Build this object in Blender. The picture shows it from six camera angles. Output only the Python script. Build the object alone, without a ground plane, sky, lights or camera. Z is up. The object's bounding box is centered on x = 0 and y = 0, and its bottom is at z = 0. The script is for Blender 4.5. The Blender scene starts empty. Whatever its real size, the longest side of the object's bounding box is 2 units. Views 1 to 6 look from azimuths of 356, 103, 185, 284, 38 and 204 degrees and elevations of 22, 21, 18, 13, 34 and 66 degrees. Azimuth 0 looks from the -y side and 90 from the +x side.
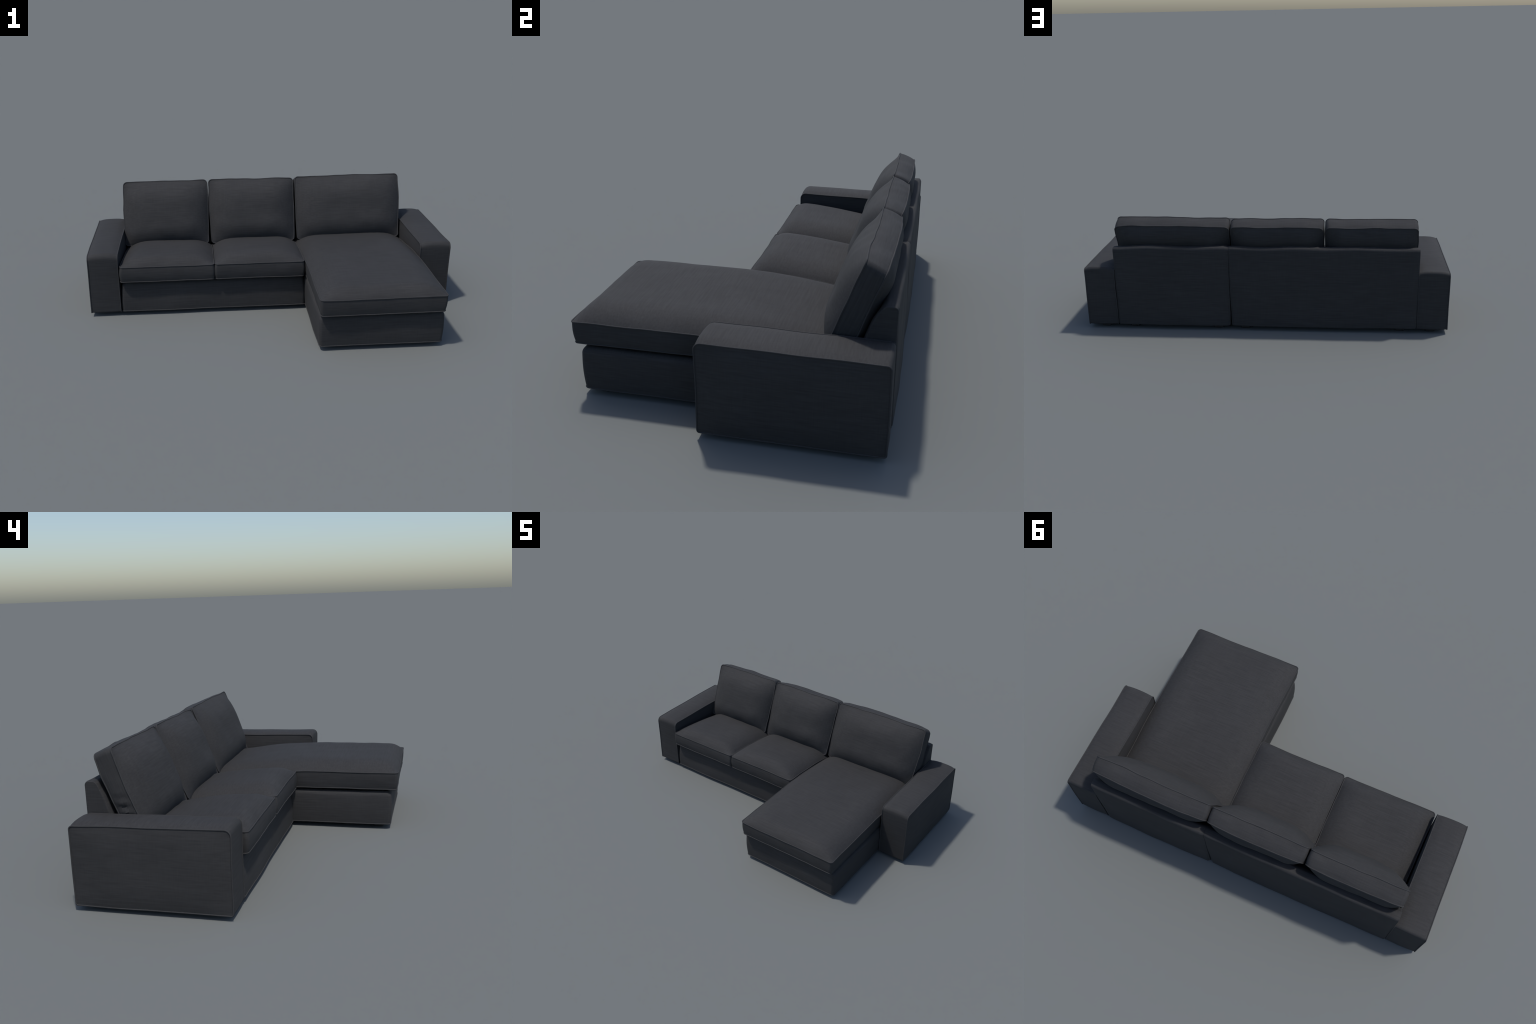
import bpy, math
from mathutils import Vector, Matrix, noise

# ------------------------------------------------------------------ materials
def fabric_material(name, base, contrast=1.0):
    """Dark slubbed linen weave: long weft streaks along the horizontal, a few
    crossing warp threads, and a fine woven bump."""
    m = bpy.data.materials.new(name); m.use_nodes = True
    nt = m.node_tree; N = nt.nodes; L = nt.links
    bsdf = N["Principled BSDF"]
    def node(t, **kw):
        n = N.new(t)
        for k, v in kw.items(): setattr(n, k, v)
        return n
    def math_node(op, a, b=None):
        n = node("ShaderNodeMath", operation=op)
        for i, v in enumerate((a, b)):
            if v is None: continue
            if isinstance(v, (int, float)): n.inputs[i].default_value = v
            else: L.new(v, n.inputs[i])
        return n.outputs[0]
    tc = node("ShaderNodeTexCoord")
    def streak(scale, seed, detail=2.0):
        mp = node("ShaderNodeMapping"); mp.inputs["Scale"].default_value = scale
        mp.inputs["Location"].default_value = (seed, seed * 1.7, seed * 0.6)
        L.new(tc.outputs["Object"], mp.inputs["Vector"])
        nz = node("ShaderNodeTexNoise"); nz.inputs["Scale"].default_value = 1.0
        nz.inputs["Detail"].default_value = detail
        L.new(mp.outputs["Vector"], nz.inputs["Vector"])
        return nz.outputs["Fac"]
    # weft along x (front, top, back faces) and along y (faces that look along x)
    sx = streak((9, 170, 170), 1.3); sx2 = streak((26, 420, 420), 4.1)
    sy = streak((170, 9, 170), 2.2); sy2 = streak((420, 26, 420), 7.4)
    warp_x = streak((300, 16, 16), 5.5); warp_y = streak((300, 300, 16), 6.1)
    # which way the cloth lies: the true face normal in object space
    geo = node("ShaderNodeNewGeometry")
    vt = node("ShaderNodeVectorTransform", vector_type='NORMAL', convert_from='WORLD', convert_to='OBJECT')
    L.new(geo.outputs["Normal"], vt.inputs[0])
    sep = node("ShaderNodeSeparateXYZ"); L.new(vt.outputs[0], sep.inputs[0])
    side = math_node('GREATER_THAN', math_node('ABSOLUTE', sep.outputs["X"]), 0.72)
    def pick(a, b):
        n = node("ShaderNodeMix", data_type='FLOAT')
        L.new(side, n.inputs[0]); L.new(a, n.inputs[2]); L.new(b, n.inputs[3])
        return n.outputs[0]
    s1, s2, w = pick(sx, sy), pick(sx2, sy2), pick(warp_x, warp_y)
    v = math_node('ADD', math_node('MULTIPLY', s1, 0.5), math_node('MULTIPLY', s2, 0.28))
    v = math_node('ADD', v, math_node('MULTIPLY', w, 0.22))
    ramp = node("ShaderNodeMapRange"); ramp.inputs["From Min"].default_value = 0.36
    ramp.inputs["From Max"].default_value = 0.64
    ramp.inputs["To Min"].default_value = 1.0 - 0.18 * contrast
    ramp.inputs["To Max"].default_value = 1.0 + 0.18 * contrast
    L.new(v, ramp.inputs["Value"])
    big = node("ShaderNodeTexNoise"); big.inputs["Scale"].default_value = 5.0
    L.new(tc.outputs["Object"], big.inputs["Vector"])
    bigr = node("ShaderNodeMapRange"); bigr.inputs["From Min"].default_value = 0.3
    bigr.inputs["From Max"].default_value = 0.7
    bigr.inputs["To Min"].default_value = 0.95; bigr.inputs["To Max"].default_value = 1.05
    L.new(big.outputs["Fac"], bigr.inputs["Value"])
    gain = math_node('MULTIPLY', ramp.outputs[0], bigr.outputs[0])
    col = node("ShaderNodeVectorMath", operation='SCALE')
    col.inputs[0].default_value = base
    L.new(gain, col.inputs["Scale"])
    L.new(col.outputs[0], bsdf.inputs["Base Color"])
    bump = node("ShaderNodeBump"); bump.inputs["Strength"].default_value = 0.15
    bump.inputs["Distance"].default_value = 0.0015
    L.new(v, bump.inputs["Height"]); L.new(bump.outputs[0], bsdf.inputs["Normal"])
    bsdf.inputs["Roughness"].default_value = 0.85
    bsdf.inputs["Specular IOR Level"].default_value = 0.35
    return m

def plain_material(name, base, rough):
    m = bpy.data.materials.new(name); m.use_nodes = True
    nt = m.node_tree; bsdf = nt.nodes["Principled BSDF"]
    nz = nt.nodes.new("ShaderNodeTexNoise"); nz.inputs["Scale"].default_value = 60
    tc = nt.nodes.new("ShaderNodeTexCoord"); nt.links.new(tc.outputs["Object"], nz.inputs["Vector"])
    cr = nt.nodes.new("ShaderNodeValToRGB")
    cr.color_ramp.elements[0].color = tuple(c * 0.8 for c in base) + (1,)
    cr.color_ramp.elements[1].color = tuple(c * 1.2 for c in base) + (1,)
    nt.links.new(nz.outputs["Fac"], cr.inputs["Fac"])
    nt.links.new(cr.outputs["Color"], bsdf.inputs["Base Color"])
    bsdf.inputs["Roughness"].default_value = rough
    return m

FABRIC_RGB = (0.0318, 0.0315, 0.0325)
FABRIC = fabric_material("charcoal_linen", FABRIC_RGB)
PIPING = fabric_material("charcoal_piping", tuple(c * 1.15 for c in FABRIC_RGB), 0.5)  # cord tinted lighter than the cloth to paint in sun glints along the seams
PLASTIC = plain_material("black_plastic", (0.012, 0.012, 0.012), 0.6)
LINING = plain_material("black_lining", (0.015, 0.015, 0.016), 0.95)

# ------------------------------------------------------------------ mesh tools
def make_object(name, verts, faces, mat, parent=None, matrix=None, angle=38):
    me = bpy.data.meshes.new(name)
    me.from_pydata([tuple(v) for v in verts], [], faces)
    me.validate(); me.update()
    me.materials.append(mat)
    me.polygons.foreach_set("use_smooth", [True] * len(me.polygons))
    me.set_sharp_from_angle(angle=math.radians(angle))
    ob = bpy.data.objects.new(name, me)
    bpy.context.scene.collection.objects.link(ob)
    if parent is not None: ob.parent = parent
    if matrix is not None: ob.matrix_local = matrix
    return ob

def grid_lines(half, r0, r1, step, corner=5):
    """Parameters -1..1 along one side, with extra lines inside both corner radii."""
    lo, hi = r0 / half, r1 / half
    g = [-1 + lo * i / corner for i in range(corner)]
    n = max(4, int((2 - lo - hi) * half / step))
    g += [(-1 + lo) + (2 - lo - hi) * i / n for i in range(n)]
    g += [(1 - hi) + hi * i / corner for i in range(corner + 1)]
    return g

def block(a, b, profile, radii, cap_top=None, cap_bottom=None, step=0.013, deform=None):
    """Upholstered block. Plan is a rectangle 2a x 2b with four corner radii
    (order: -x-y, +x-y, +x+y, -x+y); the wall follows profile = [(inset, z)] from
    top to bottom; both caps may be puffed by a function of the distances
    (left, right, front, back) to the four edges.
    Returns verts, faces and the wall rings (lists of vertex indices)."""
    rm = max(radii)
    gx = grid_lines(a, rm, rm, step); gy = grid_lines(b, rm, rm, step)
    nx, ny = len(gx), len(gy)
    def plan(u, v, inset):
        x, y = u * a, v * b
        k = (0 if u < 0 else 1) if v < 0 else (3 if u < 0 else 2)
        r = radii[k]
        sx, sy = (1 if u >= 0 else -1), (1 if v >= 0 else -1)
        cx, cy = (abs(x) - (a - r)) / r, (abs(y) - (b - r)) / r
        if cx > 0 and cy > 0:
            qx, qy = cx * math.sqrt(1 - cy * cy / 2), cy * math.sqrt(1 - cx * cx / 2)
            x, y = sx * (a - r + r * qx), sy * (b - r + r * qy)
        return x * (a - inset) / a, y * (b - inset) / b
    verts, faces = [], []
    def add(p):
        verts.append(deform(Vector(p)) if deform else Vector(p)); return len(verts) - 1
    border = ([(i, 0) for i in range(nx - 1)] + [(nx - 1, j) for j in range(ny - 1)]
              + [(i, ny - 1) for i in range(nx - 1, 0, -1)] + [(0, j) for j in range(ny - 1, 0, -1)])
    def cap(inset, z, puff, flip):
        idx = {}
        for i, u in enumerate(gx):
            for j, v in enumerate(gy):
                x, y = plan(u, v, inset)
                dz = puff((1 + u) * a, (1 - u) * a, (1 + v) * b, (1 - v) * b) if puff else 0.0
                idx[i, j] = add((x, y, z + dz))
        for i in range(nx - 1):
            for j in range(ny - 1):
                f = (idx[i, j], idx[i + 1, j], idx[i + 1, j + 1], idx[i, j + 1])
                faces.append(f[::-1] if flip else f)
        return [idx[q] for q in border]
    rings = [cap(profile[0][0], profile[0][1], cap_top, False)]
    for inset, z in profile[1:-1]:
        rings.append([add(plan(gx[i], gy[j], inset) + (z,)) for i, j in border])
    rings.append(cap(profile[-1][0], profile[-1][1], cap_bottom, True))
    n = len(border)
    for r0, r1 in zip(rings, rings[1:]):
        for k in range(n):
            faces.append((r0[k], r1[k], r1[(k + 1) % n], r0[(k + 1) % n]))
    return verts, faces, rings

def tube(points, radius, sides=7):
    """Closed round cord along a loop of points."""
    pts = [points[0]]
    for p in points[1:]:
        if (p - pts[-1]).length > 0.002: pts.append(p)
    if (pts[0] - pts[-1]).length < 0.002: pts.pop()
    n = len(pts); verts, faces = [], []
    centre = sum(pts, Vector()) / n
    for k, p in enumerate(pts):
        t = (pts[(k + 1) % n] - pts[k - 1]).normalized()
        out = (p - centre); out = (out - t * out.dot(t)).normalized()
        up = t.cross(out)
        for s in range(sides):
            an = 2 * math.pi * s / sides
            verts.append(p + radius * (math.cos(an) * out + math.sin(an) * up))
    for k in range(n):
        for s in range(sides):
            q = (k + 1) % n; s2 = (s + 1) % sides
            faces.append((k * sides + s, q * sides + s, q * sides + s2, k * sides + s2))
    return verts, faces

def piping(parent, loops, radius=0.0031):
    verts, faces = [], []
    for loop in loops:
        v, f = tube(loop, radius); o = len(verts)
        verts += v; faces += [tuple(i + o for i in q) for q in f]
    return make_object("piping", verts, faces, PIPING, parent, angle=80)

def swell(d, reach, k):
    """0 at a seam, rising to 1 at distance `reach` from it."""
    t = min(max(d / reach, 0.0), 1.0)
    return 1.0 - (1.0 - t) ** k

def wobble(p, seed, amp, freq):
    q = Vector((p.x * freq + seed * 3.1, p.y * freq + seed * 1.7, p.z * freq + seed * 5.3))
    return noise.noise_vector(q) * amp

def wall(c, bulge, n=8, inset=0.0):
    """Straight boxing between two seams at +c and -c, bulging outward."""
    out = []
    for i in range(n + 1):
        w = 1 - 2 * i / n
        out.append((inset - bulge * (1 - w * w), c * w))
    return out

# ------------------------------------------------------------------ the sofa
sofa = bpy.data.objects.new("corner_sofa", None)
bpy.context.scene.collection.objects.link(sofa)
sofa["label"] = "charcoal grey fabric three-seat sofa with chaise lounge"
sofa["category"] = "sofa"

def frame_matrix(centre, ex, ey, ez):
    m = Matrix((ex, ey, ez)).transposed().to_4x4()
    m.translation = Vector(centre)
    return m

def armrest(x_in, x_out, top, seed):
    """Box arm: two stitched side panels and a strip wrapping front, top, back."""
    hem, front, back = 0.020, -0.055, 0.577
    yc, zc = (front + back) / 2, (hem + top) / 2
    a, b, c = (back - front) / 2, (top - hem) / 2, abs(x_out - x_in) / 2
    outward = 1 if x_out > x_in else -1
    def panel(l, r, f, k):
        return 0.009 * swell(min(l, r), 0.16, 2.5) * swell(min(f, k), 0.12, 2.5)
    def deform(p):
        side = max(0.0, 1 - abs(p.z / c) ** 3.5)          # middle of the wrapping strip
        if p.y > b - 0.05: p.y += 0.009 * side * min(1, (p.y - b + 0.05) / 0.05)
        p.y += 0.004 * (-p.x / a) * max(0, p.y / b)   # top climbs a little to the front
        return p + wobble(p, seed, 0.0030, 5.0)
    v, f, rings = block(a, b, wall(c, 0.002, 8), (0.008, 0.008, 0.014, 0.026)
                        , panel, lambda *d: -panel(*d), deform=deform)
    # local x -> world y, local y -> world z, local z -> world x (right-handed)
    m = Matrix(((0, 0, 1, (x_in + x_out) / 2), (1, 0, 0, yc), (0, 1, 0, zc), (0, 0, 0, 1)))
    v = [m @ p for p in v]
    ob = make_object("armrest", v, f, FABRIC, sofa)
    piping(ob, [[v[i] for i in rings[0]], [v[i] for i in rings[-1]]], 0.0030)
    return ob

armrest(-0.8275, -0.988, 0.346, 1)
armrest(0.8235, 0.988, 0.351, 2)

def base(name, x0, x1, y0, y1, top, seed, flare):
    """Valanced seat base: soft rounded shoulder, straight skirt, hem cord."""
    hem = 0.021
    a, b = (x1 - x0) / 2, (y1 - y0) / 2
    r = 0.026
    prof = [(r, top)]
    for i in range(1, 7):
        an = math.pi / 2 * i / 6
        prof.append((r - r * math.sin(an), top - r + r * math.cos(an)))
    low = top - r
    n = 8
    for i in range(1, n + 1):
        t = i / n
        z = low + (hem - low) * t
        prof.append((-0.003 * math.sin(math.pi * t) + flare * t, z))
    def deform(p):
        p = p + wobble(p, seed, 0.0035, 4.0)
        if p.z < hem + 0.004: p.z = hem
        return p
    v, f, rings = block(a, b, prof, (0.018,) * 4, step=0.016, deform=deform)
    off = Vector(((x0 + x1) / 2, (y0 + y1) / 2, 0))
    v = [p + off for p in v]
    ob = make_object(name, v, f, FABRIC, sofa)
    loop = [v[i] + Vector((0, 0, 0.003)) for i in rings[-1]]
    piping(ob, [loop], 0.0030)
    return ob

base("seat_base", -0.818, 0.183, -0.049, 0.50, 0.190, 3, -0.006)
base("chaise_base", 0.186, 0.817, -0.555, 0.50, 0.190, 4, 0.004)

CUSHION_JOINTS = (-0.80, -0.324, 0.183, 0.80)

def backrest(x0, x1, seed):
    """Upright back frame, wedge shaped: slim on top, thicker toward the seat."""
    hem, top, back = 0.021, 0.475, 0.581
    b, c = (top - hem) / 2, (x1 - x0) / 2
    a = 0.03
    yc, zc = back - a, (hem + top) / 2
    rr = 0.003
    prof = [(rr, c), (rr * 0.55, c - 0.0012), (0.0015, c - 0.005), (0, c - 0.010), (-0.001, c - 0.03), (-0.0015, c * 0.5),
            (-0.002, 0), (-0.0015, -c * 0.5), (-0.001, -c + 0.03), (0, -c + 0.010), (0.0015, -c + 0.005), (rr * 0.55, -c + 0.0012), (rr, -c)]
    # more rings along the length so the top can ripple
    n = 40
    body = [(0.0 - 0.0015 * (1 - (1 - 2 * i / n) ** 2), (c - 0.012) * (1 - 2 * i / n)) for i in range(n + 1)]
    prof = [(rr, c), (rr * 0.55, c - 0.0015), (0.0015, c - 0.006)] + body + [(0.0015, -c + 0.006), (rr * 0.55, -c + 0.0015), (rr, -c)]
    def deform(p):
        h = (p.y + b) / (2 * b)
        depth = 0.048 + 0.40 * (1 - min(1, max(0, h))) * (top - hem) * 0.9
        xw = p.z + (x0 + x1) / 2
        pad = sum(math.exp(-((xw - j) / 0.035) ** 2) * (0.5 if abs(j) > 0.7 else 1.0) for j in CUSHION_JOINTS)   # padding swells into the joints
        depth += 0.030 * pad * min(1, max(0, (b - p.y) / 0.06))
        p.x = a - (a - p.x) * depth / (2 * a)
        if p.y > b - 0.03: p.y += 0.003 * math.sin(p.z * 17 + seed)
        return p + wobble(p, seed, 0.0030, 6.0)
    v, f, rings = block(a, b, prof, (0.006, 0.006, 0.017, 0.014), step=0.014, deform=deform)
    m = Matrix(((0, 0, 1, (x0 + x1) / 2), (1, 0, 0, yc), (0, 1, 0, zc), (0, 0, 0, 1)))
    v = [m @ p for p in v]
    return make_object("backrest_frame", v, f, FABRIC, sofa)

backrest(-0.829, 0.1860, 5)
backrest(0.1868, 0.8205, 6)

def seat_cushion(name, x0, x1, y0, y1, seed, height, fall_start, fall, taper_left=0.0, bulge=0.005, tuck=0.0):
    """Box cushion with crowned top: full at the front, easing down to the back."""
    z_top, z_bot = 0.289, 0.205
    a, b, c = (x1 - x0) / 2, (y1 - y0) / 2, (z_top - z_bot) / 2
    def crown(l, r, f, k):
        return height * swell(min(l, r), 0.18, 3.2) * swell(f, 0.08, 2.4) * swell(k, 0.06, 2)
    def belly(l, r, f, k):
        return -0.009 * swell(min(l, r), 0.035, 2) * swell(min(f, k), 0.035, 2)
    def deform(p):
        world_y = p.y + (y0 + y1) / 2
        t = max(0.0, (world_y - fall_start) / 0.35)
        p.z -= fall * t ** 1.7 * min(1, max(0, 0.5 + 0.5 * p.z / c))   # top sinks toward the back
        s = (p.y + b) / (2 * b)
        if p.x < 0: p.x += taper_left * s * (-p.x / a)
        return p + wobble(p, seed, 0.0035, 4.5) + wobble(p, seed + 9, 0.0012, 14)
    v, f, rings = block(a, b, [(i + tuck * (0.5 - 0.5 * z / c), z) for i, z in wall(c, bulge, 8)], (0.016, 0.016, 0.02, 0.02), crown, belly, deform=deform)
    off = Vector(((x0 + x1) / 2, (y0 + y1) / 2, (z_top + z_bot) / 2))
    v = [p + off for p in v]
    ob = make_object(name, v, f, FABRIC, sofa)
    piping(ob, [[v[i] for i in rings[0]], [v[i] for i in rings[-1]]])
    return ob

seat_cushion("seat_cushion", -0.818, -0.314, -0.075, 0.44, 11, 0.045, -0.05, 0.039, taper_left=0.016)
seat_cushion("seat_cushion", -0.306, 0.180, -0.076, 0.44, 12, 0.046, -0.05, 0.038)
seat_cushion("chaise_cushion", 0.185, 0.813, -0.583, 0.44, 13, 0.047, -0.16, 0.0245, bulge=0.003, tuck=0.005)

LEAN = math.atan(0.379)
def back_cushion(x0, x1, seed, lift=0.0, pinch_side=0, plump=0.059):
    """Loose back cushion leaning on the frame; fuller low down, seams all round."""
    up = Vector((0, math.sin(LEAN), math.cos(LEAN)))
    out = Vector((0, -math.cos(LEAN), math.sin(LEAN)))       # towards the sitter
    a, b, c = (x1 - x0) / 2, 0.186, 0.0415
    top_front = Vector(((x0 + x1) / 2, 0.4665, 0.607 + lift))
    centre = top_front - up * b - out * c
    def front(l, r, low, high):
        return plump * swell(min(l, r), min(a, 0.24), 3.4) * swell(high, 0.15, 2.4) * swell(low, 0.12, 2.2)
    def rear(l, r, low, high):
        return -0.036 * swell(min(l, r), 0.11, 2.4) * swell(high, 0.09, 2.2) * swell(low, 0.12, 2.2)
    def deform(p):
        if pinch_side and p.x * pinch_side > a - 0.012:      # gathered folds in the side boxing
            low = min(1.0, max(0.0, (0.03 - p.y) / 0.08))
            q = p.y + 0.25 * p.z
            p.x += pinch_side * low * 0.0045 * math.sin(q * 150) * max(0, 1 - (p.z / c) ** 2)
        if p.z < 0: p.z *= 1 - 0.16 * (abs(p.x) / a) ** 5       # boxing pinched at the ends
        rear = min(1.0, max(0.0, 0.5 - 0.5 * p.z / c)) * max(0.0, p.y / b) ** 3
        p.y += rear * (0.0016 * math.sin(p.x * 23 + seed) + 0.0012 * math.sin(p.x * 9 + 2 * seed) - 0.010 * (abs(p.x) / a) ** 6 + 0.002)
        t = max(0.0, -p.y / b)
        p.x *= 1 - 0.018 * t                                   # a little narrower at the foot
        return p + wobble(p, seed, 0.005, 5.0) + wobble(p, seed + 5, 0.0028, 13)
    v, f, rings = block(a, b, wall(c, 0.004, 10), (0.018, 0.018, 0.022, 0.022), front, rear,
                        step=0.011, deform=deform)
    m = frame_matrix(centre, Vector((1, 0, 0)), up, out)
    ob = make_object("back_cushion", v, f, FABRIC, sofa, m)
    piping(ob, [[v[i] for i in rings[0]], [v[i] for i in rings[-1]]])
    return ob

back_cushion(-0.821, -0.329, 21, pinch_side=-1)
back_cushion(-0.319, 0.177, 22, lift=0.001)
back_cushion(0.189, 0.811, 23, lift=0.004, plump=0.054)

# underside lining and feet
def slab(name, x0, x1, y0, y1, z0, z1, mat, r=0.004):
    a, b, c = (x1 - x0) / 2, (y1 - y0) / 2, (z1 - z0) / 2
    rr = min(r, c * 0.4)
    v, f, _ = block(a, b, [(rr, c), (0, c - rr), (0, -c + rr), (rr, -c)], (r,) * 4, step=0.05)
    off = Vector(((x0 + x1) / 2, (y0 + y1) / 2, (z0 + z1) / 2))
    return make_object(name, [p + off for p in v], f, mat, sofa)

slab("underside_lining", -0.97, 0.97, -0.03, 0.55, 0.023, 0.035, LINING)
slab("underside_lining", 0.22, 0.79, -0.52, -0.032, 0.023, 0.035, LINING)
for fx, fy in [(-0.90, 0.53), (-0.90, 0.05), (0.90, 0.53), (0.90, 0.05), (0.735, 0.53), (0.26, 0.53), (-0.74, 0.53),
               (0.11, 0.53), (-0.74, -0.0), (0.11, -0.0), (0.25, -0.49), (0.755, -0.49)]:
    slab("foot", fx - 0.024, fx + 0.024, fy - 0.024, fy + 0.024, 0.0, 0.025, PLASTIC)
